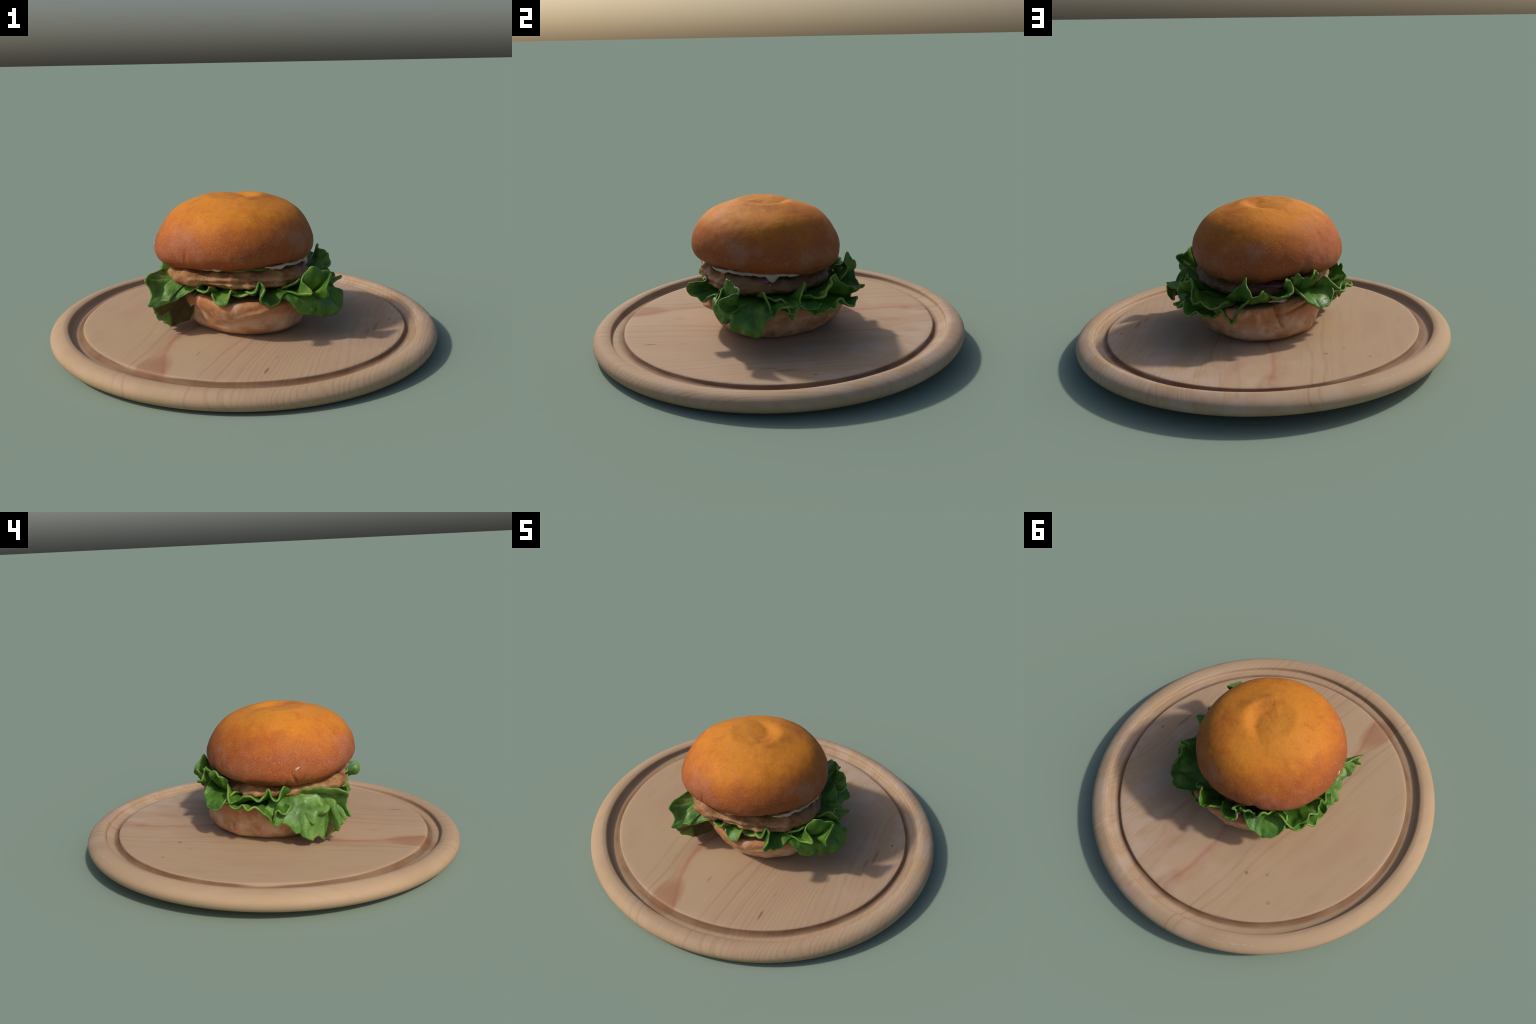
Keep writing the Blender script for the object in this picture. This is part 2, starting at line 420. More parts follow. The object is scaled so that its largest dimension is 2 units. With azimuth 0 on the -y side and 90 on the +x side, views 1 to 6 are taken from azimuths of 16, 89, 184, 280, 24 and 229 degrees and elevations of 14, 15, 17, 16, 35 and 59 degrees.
plateau = [(r, 0.1108) for r in (0.02, 0.1, 0.2, 0.3, 0.4, 0.5, 0.6, 0.7, 0.78, 0.815)] + [(0.826, 0.1098), (0.831, 0.1084), (0.834, 0.1056)]
groove = catmull([(0.834, 0.1056), (0.838, 0.097), (0.845, 0.0895), (0.856, 0.0878), (0.870, 0.0908), (0.886, 0.0955), (0.897, 0.0995)], 4)
groove = [tuple(p) for p in groove] + [(0.9005, 0.105), (0.902, 0.112), (0.9035, 0.1180)]
rim = [(0.9035, 0.1180), (0.906, 0.1222), (0.911, 0.1250), (0.918, 0.1270), (0.926, 0.1283), (0.933, 0.1286)]
HM, HT, HB, ET, EB = 0.0782, 0.0535, 0.0505, 0.0995, 0.0650
rim += [(0.9995 - ET + ET * math.sin(p), HM + HT * math.cos(p)) for p in np.linspace(0.40, math.pi / 2, 16)]
rim += [(0.9995 - EB + EB * math.cos(p), HM - HB * math.sin(p)) for p in np.linspace(0.1, math.pi / 2, 14)]
rim += [(0.6, HM - HB), (0.2, HM - HB)]
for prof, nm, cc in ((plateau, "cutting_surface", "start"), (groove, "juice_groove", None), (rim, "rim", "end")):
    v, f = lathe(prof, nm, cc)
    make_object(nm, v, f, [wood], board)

# ------------------------------------------------------------------ the burger
burger = bpy.data.objects.new("hamburger", None)
bpy.context.scene.collection.objects.link(burger)
burger["label"] = "hamburger with golden bun, meat patty, ruffled lettuce and cream sauce"
burger["category"] = "hamburger"

# --- top bun: an ellipsoid of revolution shaped by low harmonics
BUN_C = np.array([-0.0203, -0.0648, 0.5763])
BUN_A, BUN_H = 0.3956, 0.1922
BUN_COS = [-0.0331, -0.0339, -0.0218, -0.0667, -0.0187, 0.0112, -0.0398]
BUN_HARM = [0.0041, 0.0013, 0.0634, -0.0905, -0.1089, 0.2351, 0.0182, -0.142,
            0.0048, 0.0181, -0.0305, -0.0499, 0.0338, 0.0881, 0.0141, -0.006,
            -0.0024, -0.0012, 0.0193, -0.0014, -0.0959, 0.0119, 0.0183, -0.0213,
            -0.0009, -0.0046, -0.0002, 0.0113, 0.0045, -0.0017, -0.0274, 0.0093, -0.0003, -0.0023, 0.0067, 0.0099]
def bun_radius(ph, th):
    s, z = np.sin(ph), np.cos(ph)
    k = np.ones_like(ph)
    for i, c in enumerate(BUN_COS):
        k = k + c * np.cos((i + 2) * ph)
    q = 0
    for m in range(1, 7):
        for i in range(4 if m < 4 else 2):
            k = k + s ** m * z ** i * (BUN_HARM[q] * np.cos(m * th) + BUN_HARM[q + 1] * np.sin(m * th))
            q += 2
    return k / np.sqrt((s / BUN_A) ** 2 + (z / BUN_H) ** 2)

def build_top_bun():
    NP, NT = 190, 400
    ph = np.linspace(0.012, math.pi - 0.012, NP)
    th = np.linspace(0, 2 * math.pi, NT, endpoint=False)
    PH, TH = np.meshgrid(ph, th, indexing="ij")
    R = bun_radius(PH, TH)
    D = np.stack([np.sin(PH) * np.cos(TH), np.sin(PH) * np.sin(TH), np.cos(PH)], -1)
    P = BUN_C + D * R[..., None]
    X, Y, Z = P[..., 0], P[..., 1], P[..., 2]
    # the crown is nearly flat, with a crescent-shaped dimple pressed into it
    d = np.hypot(X - BUN_C[0], Y - BUN_C[1])
    up = PH < 1.2
    Z = Z + np.where(up, 0.9 * (0.7758 - Z) * smoothstep(0.165, 0.085, d), 0)
    path = catmull([(-0.100, 0.078), (-0.038, 0.046), (0.010, 0.012), (0.037, -0.034), (0.032, -0.088), (0.004, -0.130)], 14)
    dist = np.full_like(Z, 9.0)
    tt = np.zeros_like(Z)
    for i, q in enumerate(path):
        dd = np.hypot(X - q[0], Y - q[1])
        tt = np.where(dd < dist, i / (len(path) - 1), tt)
        dist = np.minimum(dist, dd)
    depth = 0.018 * np.sin(math.pi * np.clip(tt * 0.9 + 0.08, 0, 1))
    Z = np.where(up, Z - depth * (0.95 * gauss(dist, 0.050) + 0.15 * gauss(dist, 0.016)), Z)
    # wrinkles and folds where the lower edge has been squeezed: (azimuth, z centre, width deg, half height, depth)
    az = np.degrees(np.arctan2(Y + 0.05, X))
    cut = np.zeros_like(Z)
    for a0, zc, w, hh, dp, lean in ((126, 0.47, 3.0, 0.06, 0.016, 30), (80, 0.47, 4.0, 0.05, 0.006, 30), (60, 0.46, 2.5, 0.05, 0.008, 30),
                                    (-162, 0.480, 0.8, 0.036, 0.010, -67), (-156, 0.480, 0.8, 0.026, 0.008, 55), (-167.5, 0.447, 0.8, 0.018, 0.007, 0),
                                    (-150, 0.475, 0.9, 0.018, 0.005, 10), (-112, 0.53, 1.1, 0.026, 0.007, 20), (-30, 0.45, 3.0, 0.03, 0.005, 30),
                                    (8, 0.46, 1.0, 0.03, 0.004, 20), (104, 0.44, 5, 0.05, 0.004, 30), (-60, 0.47, 1.2, 0.03, 0.003, 30)):
        cut += dp * gauss(wrap(az - a0 - lean * (Z - zc)), w) * gauss(Z - zc, hh)
    # a flap of crust lapping over on the back right
    cut += 0.006 * smoothstep(0.58, 0.565, Z) * smoothstep(0.36, 0.45, Z) * gauss(wrap(az - 55), 14)
    cut += 0.018 * smoothstep(0.48, 0.43, Z) * gauss(wrap(az - 153), 40)
    P = np.stack([X, Y, Z], -1).reshape(-1, 3)
    n = fbm(P, 6.0, 3, 3.1) * 0.0034 + fbm(P, 22.0, 3, 7.7) * 0.0010
    out = D.reshape(-1, 3)
    low = smoothstep(0.50, 0.44, P[:, 2])
    n = n + fbm(P, 16.0, 3, 1.9) * 0.006 * low
    P = P + out * (n - cut.reshape(-1))[:, None]
    f = grid_faces(NP, NT, True)
    v = list(P)
    top = len(v); v.append(P[:NT].mean(0)); f += [(top, j, (j + 1) % NT) for j in range(NT)]
    b0 = (NP - 1) * NT
    bot = len(v); v.append(P[b0:b0 + NT].mean(0)); f += [(bot, b0 + (j + 1) % NT, b0 + j) for j in range(NT)]
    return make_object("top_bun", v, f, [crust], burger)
build_top_bun()

def bun_point(az, zz):
    ph = np.linspace(0.9, 2.3, 200)
    th = np.full_like(ph, math.radians(az))
    R = bun_radius(ph, th)
    i = int(np.argmin(np.abs(BUN_C[2] + R * np.cos(ph) - zz)))
    return BUN_C + R[i] * np.array([math.sin(ph[i]) * math.cos(th[0]), math.sin(ph[i]) * math.sin(th[0]), math.cos(ph[i])])

def build_crumb(az, zz, size, seed):
    c = bun_point(az, zz)
    c = c + (BUN_C - c) * (0.75 * size / np.linalg.norm(BUN_C - c))
    bm = bmesh.new()
    bmesh.ops.create_icosphere(bm, subdivisions=3, radius=1.0)
    vs = []
    for v in bm.verts:
        q = v.co * (1 + 0.45 * noise.noise(v.co * 1.6 + Vector((seed, 0, 0))))
        vs.append((c[0] + q.x * size, c[1] + q.y * size, c[2] + q.z * size * 0.7))
    fs = [tuple(v.index for v in f.verts) for f in bm.faces]
    bm.free()
    make_object("bread_crumb", vs, fs, [crumb], burger)

for i, (az, zz, sz) in enumerate(((-161.5, 0.538, 0.010), (-160.3, 0.543, 0.007), (-162.4, 0.530, 0.006))):
    build_crumb(az, zz, sz, i * 2.7)

# --- bottom bun: loft of rounded rings sitting on the board
def build_bottom_bun():
    NT = 380
    th = np.linspace(0, 2 * math.pi, NT, endpoint=False)
    deg = np.degrees(th)
    prof = catmull([(0.0, 0.20), (0.0, 0.245), (0.006, 0.268), (0.022, 0.296), (0.05, 0.321), (0.10, 0.340), (0.150, 0.366), (0.180, 0.374),
                    (0.200, 0.368), (0.208, 0.352), (0.204, 0.325), (0.200, 0.25), (0.20, 0.15), (0.20, 0.03)], 6)
    k = ((-0.009, -0.046, 0.003, -0.016), (-0.045, 0.008, -0.033, 0.016))
    # rim height varies round the bun: high left-front and back, dipping at the front fold
    rimh = 0.012 * gauss(wrap(deg + 110), 30) - 0.014 * gauss(wrap(deg + 89), 11) + 0.030 * gauss(wrap(deg - 132), 20) - 0.012 * gauss(wrap(deg + 15), 35)
    verts = []
    for h, r in prof:
        f = min(h / 0.16, 1.0)
        hh = h + rimh * smoothstep(0.08, 0.19, h)
        m = [k[0][i] * (1 - f) + k[1][i] * f for i in range(4)]
        R = r * (1 + m[0] * np.cos(2 * th) + m[1] * np.sin(2 * th) + m[2] * np.cos(3 * th) + m[3] * np.sin(3 * th))
        X = 0.021 + 0.005 * f + R * np.cos(th)
        Y = 0.0 - 0.009 * f + R * np.sin(th)
        verts.append(np.stack([X, Y, tilt(X, Y, 0.1105) + hh], -1))
    P = np.array(verts)
    rows = P.shape[0]
    P = P.reshape(-1, 3)
    az = np.degrees(np.arctan2(P[:, 1], P[:, 0] - 0.021))
    hz = P[:, 2] - 0.11
    c = np.zeros(len(P))
    side = smoothstep(0.235, 0.30, np.hypot(P[:, 0] - 0.021, P[:, 1]))
    # folds: a soft roll at the front, a forked crease on the back left, shallow wrinkles elsewhere
    roll = hz - (0.115 + 0.05 * np.sin(np.radians(wrap(az + 70) * 2.2)))
    c += (0.014 * gauss(roll - 0.022, 0.016) - 0.012 * gauss(roll + 0.012, 0.012)) * gauss(wrap(az + 68), 26)
    line = wrap(az - 108) - (0.215 - hz) * 57
    c -= 0.024 * gauss(line, 1.7) * smoothstep(0.08, 0.12, hz)
    under = hz - (0.170 + 0.0019 * np.clip(wrap(az - 116), 0, 60))
    span = smoothstep(107, 112, az) * smoothstep(146, 132, az)
    c += (0.018 * gauss(under - 0.028, 0.018) - 0.020 * gauss(under, 0.008)) * span
    for a0, h0, w, s in ((-120, 0.10, 5, -0.018), (-20, 0.08, 8, -0.006), (40, 0.12, 5, -0.006), (165, 0.10, 6, -0.006), (100, 0.15, 4, -0.006), (150, 0.06, 5, 0.004)):
        c += s * gauss(wrap(az - a0), w) * gauss(hz - h0, 0.06)
    c += 0.013 * gauss(wrap(az - 82), 38) * gauss(hz - 0.08, 0.06)
    nrm = P - np.array([0.021, 0.0, 0.22])
    nrm /= np.linalg.norm(nrm, axis=1)[:, None]
    n = fbm(P, 8, 3, 5.5) * 0.008 + fbm(P, 24, 3, 2.2) * 0.0025
    n = n * smoothstep(0.0, 0.03, hz)
    nrm[:, 2] *= smoothstep(0.0, 0.03, hz)
    P = P + nrm * ((c * side + n))[:, None]
    # ragged foot
    f = grid_faces(rows, NT, True)
    v = list(P)
    for start, flip in ((0, True), ((rows - 1) * NT, False)):
        cidx = len(v); v.append(P[start:start + NT].mean(0))
        for j in range(NT):
            a, b = start + j, start + (j + 1) % NT
            f.append((cidx, a, b) if flip else (cidx, b, a))
    ob = make_object("bottom_bun", v, f, [soft, crumb], burger)
    for p in ob.data.polygons:          # the cut face inside the crust lip
        if p.index >= 58 * NT:
            p.material_index = 1
    return ob
build_bottom_bun()

CY = -0.05
# --- patty: thick lumpy disc, doubled lip at the front
def patty_mid(x, y):
    return 0.394 - 0.050 * (y + 0.05)
def build_patty():
    NT, rows = 240, 34
    th = np.linspace(0, 2 * math.pi, NT, endpoint=False)
    deg = np.degrees(th)
    verts = []
    key = [(-180, .345), (-150, .365), (-128, .39), (-118, .405), (-108, .38), (-95, .36), (-75, .372), (-55, .382), (-32, .400), (-12, .378), (7, .352), (40, .335), (75, .33), (110, .325), (150, .335), (180, .345)]
    base = np.interp(wrap(deg), [k[0] for k in key], [k[1] for k in key])
    base = np.convolve(np.concatenate([base[-8:], base, base[:8]]), np.ones(17) / 17, "valid")
    front = np.clip(gauss(wrap(deg + 66), 34) * 1.2, 0, 1)
    sus = [-1, -0.92, -0.62, -0.40, -0.18, 0.10, 0.45, 0.75, 0.92, 1]
    for i in range(rows):
        u = -math.pi / 2 + math.pi * i / (rows - 1)
        su, cu = math.sin(u), max(math.cos(u), 0.0)
        slab = np.interp(su, sus, [0.88, 0.96, 1.04, 1.02, 0.95, 0.99, 0.98, 0.94, 0.90, 0.84])
        plain = np.interp(su, sus, [0.84, 0.92, 0.98, 1.0, 1.01, 1.01, 0.98, 0.94, 0.90, 0.84])
        edge = front * slab + (1 - front) * plain
        R = np.maximum(base * cu ** 0.30 * edge, 0.01)
        X, Y = 0.0 + R * np.cos(th), CY + R * np.sin(th)
        verts.append(np.stack([X, Y, patty_mid(X, Y) + 0.053 * su], -1))
    P = np.array(verts).reshape(-1, 3)
    nrm = P - np.stack([P[:, 0] * 0.8, CY + (P[:, 1] - CY) * 0.8, patty_mid(P[:, 0], P[:, 1])], -1)
    nrm /= np.linalg.norm(nrm, axis=1)[:, None] + 1e-9
    n = fbm(P, 8, 3, 9.1) * 0.022 + fbm(P, 22, 3, 4.2) * 0.010
    P = P + nrm * n[:, None]
    f = grid_faces(rows, NT, True)
    v = list(P)
    for start, flip in ((0, True), ((rows - 1) * NT, False)):
        cidx = len(v); v.append(P[start:start + NT].mean(0))
        f += [((cidx, start + j, start + (j + 1) % NT) if flip else (cidx, start + (j + 1) % NT, start + j)) for j in range(NT)]
    return make_object("meat_patty", v, f, [meat], burger)
build_patty()

# ------------------------------------------------------------------ lettuce
CY = -0.05
def polar(t, r, z):
    a = np.radians(t)
    return np.stack([r * np.cos(a), CY + r * np.sin(a), z], -1)

def root_height(t):
    return 0.338 + 0.015 * np.cos(np.radians(t + 90)) 

def resample(P, n):
    t = np.linspace(0, len(P) - 1, n)
    return np.stack([np.interp(t, np.arange(len(P)), P[:, i]) for i in range(P.shape[1])], -1)

def build_leaf(edge, seed, mat, mid=None, ruffle=1.0, root_r=0.27, span=0.85, root_dz=0.0, thick=0.012, crumple=1.0, pleat=0.0, folds=4.0):
    """A ruffled sheet from a root line inside the burger to a frilled free edge.
    edge: (azimuth deg, radius, height) along the free edge; mid: the same for the belly of the sheet."""
    E = catmull(edge, 9)
    n = len(E)
    t = np.linspace(0, 1, n)
    t0, t1 = edge[0][0], edge[-1][0]
    tc = 0.5 * (t0 + t1)
    rt = tc + (t0 + (t1 - t0) * t - tc) * span
    pe = polar(E[:, 0], E[:, 1], E[:, 2])
    root = polar(rt, np.full(n, root_r), root_height(rt) + root_dz)
    if mid is None:
        # the sheet leaves the burger level, then bends to its edge
        ma = 0.55 * E[:, 0] + 0.45 * rt
        kern = np.ones(7) / 7
        pad = np.pad(E[:, 1:], ((6, 6), (0, 0)), mode="edge")
        sm = np.stack([np.convolve(np.convolve(pad[:, i], kern, "valid"), kern, "valid") for i in range(2)], -1)
        pm = polar(ma, root_r + (sm[:, 0] - root_r) * 0.72, (root_height(ma) + root_dz) * 0.72 + sm[:, 1] * 0.28)
    else:
        m = resample(catmull(mid, 9), n)
        pm = polar(m[:, 0], m[:, 1], m[:, 2])
    L = np.concatenate([[0], np.cumsum(np.linalg.norm(np.diff(pe, axis=0), axis=1))])
    rows = 20
    P = np.zeros((rows, n, 3))
    for i in range(rows):
        s = i / (rows - 1)
        P[i] = (1 - s) ** 2 * root + 2 * s * (1 - s) * pm + s * s * pe
    # frill: rounded folds that grow toward the edge, plus crumple
    S = np.linspace(0, 1, rows)[:, None]
    ang = np.radians(E[:, 0])
    rad = np.stack([np.cos(ang), np.sin(ang), np.zeros(n)], -1)
    wave = np.sin(2 * math.pi * L / 0.105 + seed * 1.7 + 1.3 * np.sin(L * 23 + seed))
    wave2 = np.sin(2 * math.pi * L / 0.058 + seed * 2.9 + 1.0 * np.sin(L * 37 + 2 * seed))
    taper = smoothstep(0, 0.10, t) * smoothstep(1, 0.90, t)
    amp = ruffle * taper * S ** 1.8
    P[..., 2] += 0.012 * amp * wave[None] + 0.006 * amp * wave2[None]
    P += rad[None] * (0.012 * amp * np.roll(wave, 5)[None] - 0.006 * amp * np.roll(wave2, 2)[None])[..., None]
    # long soft pleats running from the root to the edge
    pl = np.sin(2 * math.pi * folds * t + seed + 1.1 * np.sin(5 * t + seed)) + 0.5 * np.sin(2 * math.pi * folds * 2.3 * t + 2 * seed)
    P += rad[None] * (pleat * taper * np.sin(math.pi * np.clip(S * 0.62, 0, 1)) * pl[None])[..., None]
    F = P.reshape(-1, 3)
    k = (np.repeat(S[:, 0], n) ** 0.9) * crumple
    for ax, sd in ((0, 1.3), (1, 6.1), (2, 11.7)):
        F[:, ax] += (fbm(F, 9, 2, sd + seed) * 0.016 + fbm(F, 24, 2, sd + 2 * seed) * 0.005) * k
    P = F.reshape(rows, n, 3)
    # the very edge curls up a little and is softly lobed
    lobe = np.array([noise.noise(Vector((l * 34, seed * 3.3, 0))) for l in L])
    P[-1] += (P[-1] - P[-2]) * (0.35 * lobe)[:, None]
    P[-1, :, 2] += 0.004
    ob = make_object("lettuce_leaf", list(P.reshape(-1, 3)), grid_faces(rows, n, False), [mat, leaf_edge], burger)
    md = ob.modifiers.new("thickness", "SOLIDIFY")
    md.thickness = thick
    md.offset = 0
    md.use_even_offset = False
    md.material_offset_rim = 1
    sub = ob.modifiers.new("soften", "SUBSURF")
    sub.levels = sub.render_levels = 1
    apply_modifiers(ob)
    return ob

LEAVES = [
    # big flap reaching out on the front left
    dict(edge=[(-106, .32, .385), (-114, .345, .355), (-120, .368, .328), (-125, .405, .30), (-129, .45, .274), (-131, .50, .264), (-131.5, .528, .28), (-132.5, .508, .34), (-133, .526, .402), (-138, .472, .426), (-143, .422, .424), (-150, .385, .412), (-158, .35, .40)],
         mat=leaf_pale, ruffle=.2, root_dz=.022, crumple=.6),
    # drape hanging down to the board on the left, running on under the flap
    dict(edge=[(-184, .40, .31), (-178, .425, .25), (-174, .42, .225), (-170, .43, .238), (-165, .415, .205), (-160, .415, .195), (-156, .402, .165), (-152, .392, .146), (-147, .415, .16), (-143, .425, .145), (-139, .40, .136), (-136, .415, .165), (-134, .45, .205), (-132, .475, .225), (-130, .505, .262), (-124, .43, .29)],
         mid=[(-184, .36, .37), (-170, .37, .375), (-156, .375, .41), (-146, .395, .44), (-137, .43, .45), (-130, .47, .41), (-125, .42, .34)], mat=leaf_pale, ruffle=.35, root_dz=.03, pleat=.009, folds=2.6, crumple=1.7),
    # a small curl breaking out of the drape
    dict(edge=[(-158, .36, .29), (-154, .395, .265), (-150, .42, .24), (-147, .41, .275), (-143, .442, .292), (-139, .44, .305), (-136, .40, .32)],
         mid=[(-156, .40, .31), (-146, .43, .32), (-138, .42, .33)], mat=leaf_pale, ruffle=.2, root_r=.36, root_dz=-.03, crumple=.4, thick=.009),
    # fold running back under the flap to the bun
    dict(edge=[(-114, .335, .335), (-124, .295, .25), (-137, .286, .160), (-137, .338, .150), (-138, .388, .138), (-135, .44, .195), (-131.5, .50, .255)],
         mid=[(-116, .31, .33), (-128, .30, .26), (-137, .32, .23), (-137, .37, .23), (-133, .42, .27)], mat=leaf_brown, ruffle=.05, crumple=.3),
    # frill along the left side
    dict(edge=[(143, .36, .405), (148, .41, .432), (151, .44, .392), (156, .46, .362), (162, .455, .385), (166, .46, .418), (169, .445, .40), (174, .45, .385), (178, .43, .41), (181, .42, .447), (184, .43, .40), (188, .42, .385), (191, .395, .435), (196, .35, .40)],
         mat=leaf_green, ruffle=.25, root_dz=.012),
    dict(edge=[(148, .39, .36), (153, .45, .352), (158, .468, .338), (164, .465, .350), (168, .475, .335), (173, .46, .345), (176, .458, .318), (179, .45, .30), (182, .432, .256), (184, .44, .285), (186, .43, .335), (190, .43, .31), (194, .40, .35)],
         mat=leaf_green, ruffle=.35),
    dict(edge=[(117, .38, .42), (124, .43, .36), (128, .44, .335), (133, .455, .315), (139, .46, .305), (145, .45, .323), (149, .43, .378), (153, .39, .41)], mat=leaf_green, ruffle=.3, root_dz=.045),
    dict(edge=[(112, .36, .43), (118, .40, .485), (121, .415, .503), (125, .40, .45), (130, .42, .488), (136, .40, .473), (143, .37, .44)], mat=leaf_green, ruffle=.4, root_dz=.02),
    dict(edge=[(95, .36, .40), (101, .42, .385), (106, .445, .386), (112, .44, .40), (114, .42, .44), (109, .40, .465), (119, .36, .43)], mat=leaf_green, ruffle=.3, root_dz=.035),
    # big back leaf, lower and upper frill
    dict(edge=[(18, .42, .32), (26, .44, .285), (30, .48, .27), (33, .52, .305), (38, .525, .30), (43, .52, .33), (46, .535, .30), (52, .55, .288), (56, .545, .315), (60, .51, .29), (63, .475, .285), (68, .48, .325), (72, .45, .257), (76, .455, .275), (79, .47, .33), (86, .46, .395)],
         mat=leaf_green, ruffle=.4),
    dict(edge=[(22, .40, .37), (31, .50, .36), (36, .50, .40), (42, .47, .44), (45, .465, .455), (49, .49, .41), (55, .555, .37), (62, .545, .375), (68, .53, .35), (74, .47, .37)],
         mid=[(24, .38, .33), (38, .43, .31), (52, .44, .31), (72, .42, .33)], mat=leaf_green, ruffle=.4),
    dict(edge=[(68, .40, .37), (75, .43, .42), (79, .42, .46), (83, .438, .492), (86, .47, .44), (88, .475, .405), (92, .46, .415), (94, .45, .43), (96, .43, .40), (100, .37, .385)],
         mid=[(70, .38, .34), (83, .42, .33), (97, .38, .34)], mat=leaf_green, ruffle=.3),
    dict(edge=[(3, .42, .33), (9, .455, .315), (15, .45, .305), (20, .465, .32), (26, .47, .298), (32, .485, .31), (38, .48, .295), (44, .49, .305), (49, .45, .32)],
         mid=[(6, .38, .34), (25, .41, .345), (46, .40, .34)], mat=leaf_green, ruffle=.5, pleat=.012, folds=3.0),
    # right side frill
    dict(edge=[(-4, .40, .37), (4, .44, .36), (9, .45, .355), (12, .46, .30), (14, .45, .262), (16, .46, .315), (20, .44, .33), (22, .43, .38), (24, .42, .428), (27, .41, .40), (30, .39, .35)], mat=leaf_green, ruffle=.4),
    dict(edge=[(-9, .36, .36), (-5, .41, .388), (-3, .43, .392), (-1, .46, .365), (1, .49, .325), (2, .485, .285), (6, .40, .31)], mat=leaf_green, ruffle=.2),
    # right front: a cup-shaped curl above a hanging skirt
    dict(edge=[(-44, .36, .355), (-38, .43, .348), (-34, .465, .350), (-30, .503, .358), (-31, .445, .40), (-28, .45, .442), (-26, .475, .465), (-21, .485, .437), (-16, .524, .430), (-20, .54, .405), (-26, .55, .387), (-25, .555, .335), (-22, .51, .315), (-16, .42, .34)],
         mid=[(-42, .36, .34), (-30, .43, .30), (-22, .47, .29), (-17, .38, .33)], mat=leaf_green, ruffle=.2, crumple=.6),
    dict(edge=[(-48, .38, .335), (-41, .43, .31), (-36, .45, .275), (-30, .466, .226), (-26, .455, .245), (-22, .48, .205), (-17, .49, .20), (-12, .513, .19), (-6, .518, .195), (-4, .542, .235), (-2, .541, .292), (1, .51, .30), (3, .47, .297), (7, .50, .335), (11, .517, .347), (16, .44, .32)],
         mid=[(-44, .42, .35), (-26, .545, .35), (-12, .54, .34), (0, .49, .34), (12, .42, .34)], mat=leaf_green, ruffle=.25),
    dict(edge=[(-42, .38, .365), (-36, .41, .39), (-31, .425, .415), (-28, .418, .392), (-23, .40, .385), (-18, .37, .36)], mat=leaf_green, ruffle=.2, crumple=.5),
    # small frills along the front
    dict(edge=[(-117, .33, .38), (-113, .342, .412), (-108, .35, .408), (-109, .362, .365), (-104, .365, .352), (-99, .36, .36), (-97, .358, .376), (-93, .325, .36)], mat=leaf_green, ruffle=.15, crumple=.4),
    dict(edge=[(-98, .33, .36), (-95, .36, .335), (-92, .37, .308), (-88, .378, .297), (-84, .375, .305), (-82, .37, .335), (-80, .365, .37), (-76, .33, .355)], mat=leaf_green, ruffle=.15, crumple=.4),
    dict(edge=[(-82, .33, .345), (-74, .352, .338), (-68, .358, .345), (-60, .345, .35)], mat=leaf_green, ruffle=.3, crumple=.5),
    dict(edge=[(-70, .335, .355), (-64, .395, .362), (-59, .375, .408), (-57, .392, .395), (-59.5, .475, .402), (-62, .48, .350), (-57, .44, .315), (-53, .425, .298), (-48, .43, .315), (-44, .41, .345), (-40, .40, .35), (-37, .37, .36)], mat=leaf_green, ruffle=.2, crumple=.5),
]
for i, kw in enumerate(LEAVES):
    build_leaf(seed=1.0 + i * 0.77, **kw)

# ------------------------------------------------------------------ sauce, pickle, onion, dark red meat
def build_sauce(a0, a1, r, z0, drops, name="cream_sauce"):
    """A band of sauce squeezed out under the bun with drips: drops = (azimuth, width, length)."""
    NT, rows = 90, 14
    deg = np.linspace(a0, a1, NT)
    fade = np.sin(np.linspace(0, math.pi, NT)) ** 0.4
    down = 0.004 + 0.004 * np.sin(deg * 0.28 + 1.0) + 0.003 * np.sin(deg * 0.75)
    for a, w, l in drops:
        down = down + l * np.exp(-np.abs((deg - a) / w) ** 3.5)
    verts = []
    for i in range(rows):
        u = 2 * math.pi * i / rows
        cu, su = math.cos(u), math.sin(u)
        R = r(deg) + 0.013 * fade * cu + 0.004 * np.sin(deg * 0.6) * fade
        Z = z0(deg) - np.where(su < 0, down, 0.014) * abs(su) * math.copysign(1, -su) * -1 * -1 * fade if su >= 0 else z0(deg) - down * abs(su) * fade
        if su >= 0:
            Z = z0(deg) + 0.014 * su * fade
        verts.append(polar(deg, R, Z))
    P = np.array(verts)
    F = P.reshape(-1, 3)
    f = []
    for i in range(rows):
        for j in range(NT - 1):
            k = (i + 1) % rows
            f.append((i * NT + j, k * NT + j, k * NT + j + 1, i * NT + j + 1))
    f.append(tuple(i * NT for i in range(rows)))
    f.append(tuple(i * NT + NT - 1 for i in range(rows))[::-1])
    F[:, 2] += fbm(F, 18, 2, 3.3) * 0.004
    return make_object(name, list(F), f, [cream], burger)

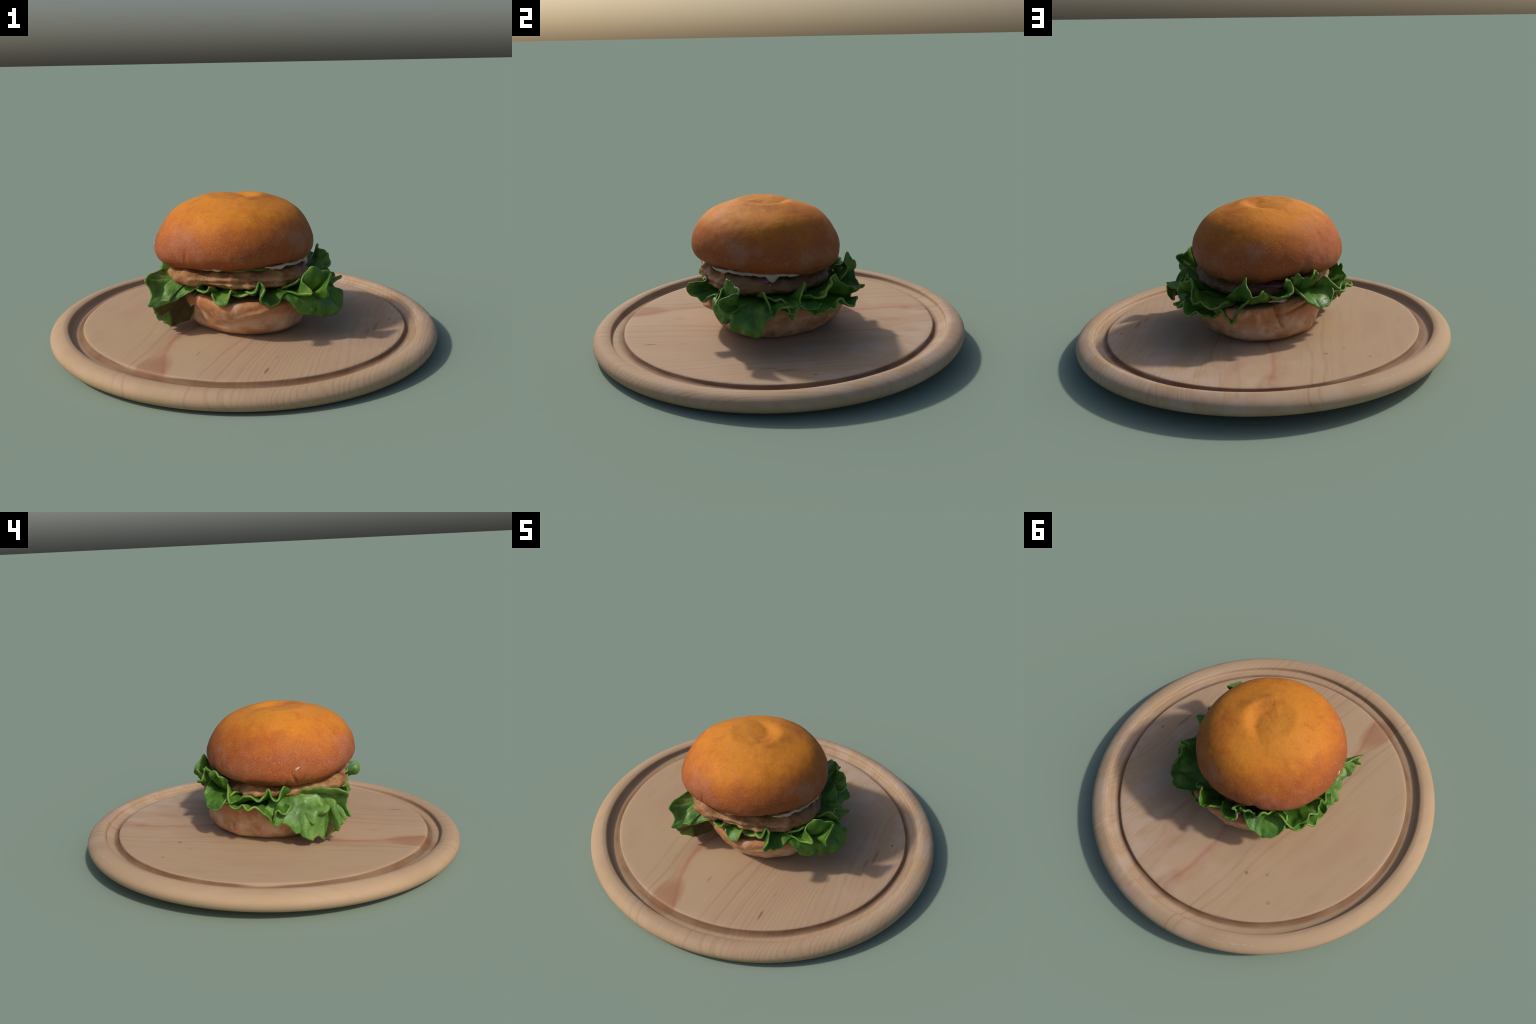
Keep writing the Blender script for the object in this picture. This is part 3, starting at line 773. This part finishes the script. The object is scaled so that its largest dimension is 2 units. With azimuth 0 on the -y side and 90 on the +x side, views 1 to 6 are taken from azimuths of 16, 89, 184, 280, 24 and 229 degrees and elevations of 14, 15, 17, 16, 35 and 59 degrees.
lip = lambda d: 0.350 - 0.00035 * (d + 40)
under = lambda d: 0.462 - 0.0003 * (d + 20)
build_sauce(-54, 37, lip, under, [(-45, 5, .010), (-39, 3, .008), (-27, 4, .003), (3, 5.0, .022), (5, 3, .008), (21, 6, .005)])
build_sauce(-108, -86, lambda d: 0.352 + 0 * d, lambda d: 0.468 + 0 * d, [(-96, 5, .004)])
build_sauce(98, 114, lambda d: 0.365 + 0 * d, lambda d: 0.345 + 0 * d, [])

def build_slice(name, mat, cx, cy, cz, rx, ry, th, rot=(0, 0, 0)):
    NT = 64
    a = np.linspace(0, 2 * math.pi, NT, endpoint=False)
    prof = [(0.02, -th), (0.9, -th), (0.98, -th * .6), (1.0, 0), (0.98, th * .6), (0.9, th), (0.02, th)]
    v = []
    for r, z in prof:
        wob = 1 + 0.03 * np.sin(3 * a)
        v += list(np.stack([rx * r * wob * np.cos(a), ry * r * wob * np.sin(a), np.full(NT, z)], -1))
    f = grid_faces(len(prof), NT, True)
    f.append(tuple(range(NT)))
    f.append(tuple(range((len(prof) - 1) * NT, len(prof) * NT))[::-1])
    from mathutils import Euler
    E = Euler([math.radians(q) for q in rot]).to_matrix()
    v = [E @ Vector(p) + Vector((cx, cy, cz)) for p in v]
    return make_object(name, v, f, [mat], burger)

build_slice("pickle_slice", pickle_mat, 0.05, -0.235, 0.462, 0.13, 0.125, 0.010, (4, 0, 0))
build_slice("pickle_slice", pickle_mat, 0.13, -0.20, 0.460, 0.11, 0.11, 0.009, (5, 0, 20))
build_slice("onion_slice", onion_mat, 0.225, -0.10, 0.448, 0.125, 0.11, 0.010, (2, 12, 0))
build_slice("onion_slice", onion_mat, -0.06, 0.17, 0.415, 0.14, 0.10, 0.010, (-4, 0, 0))
build_slice("meat_scrap", bacon_mat, -0.200, -0.362, 0.402, 0.030, 0.022, 0.020, (20, 10, 40))
build_slice("meat_scrap", bacon_mat, -0.045, -0.372, 0.372, 0.020, 0.012, 0.010, (10, 0, 10))
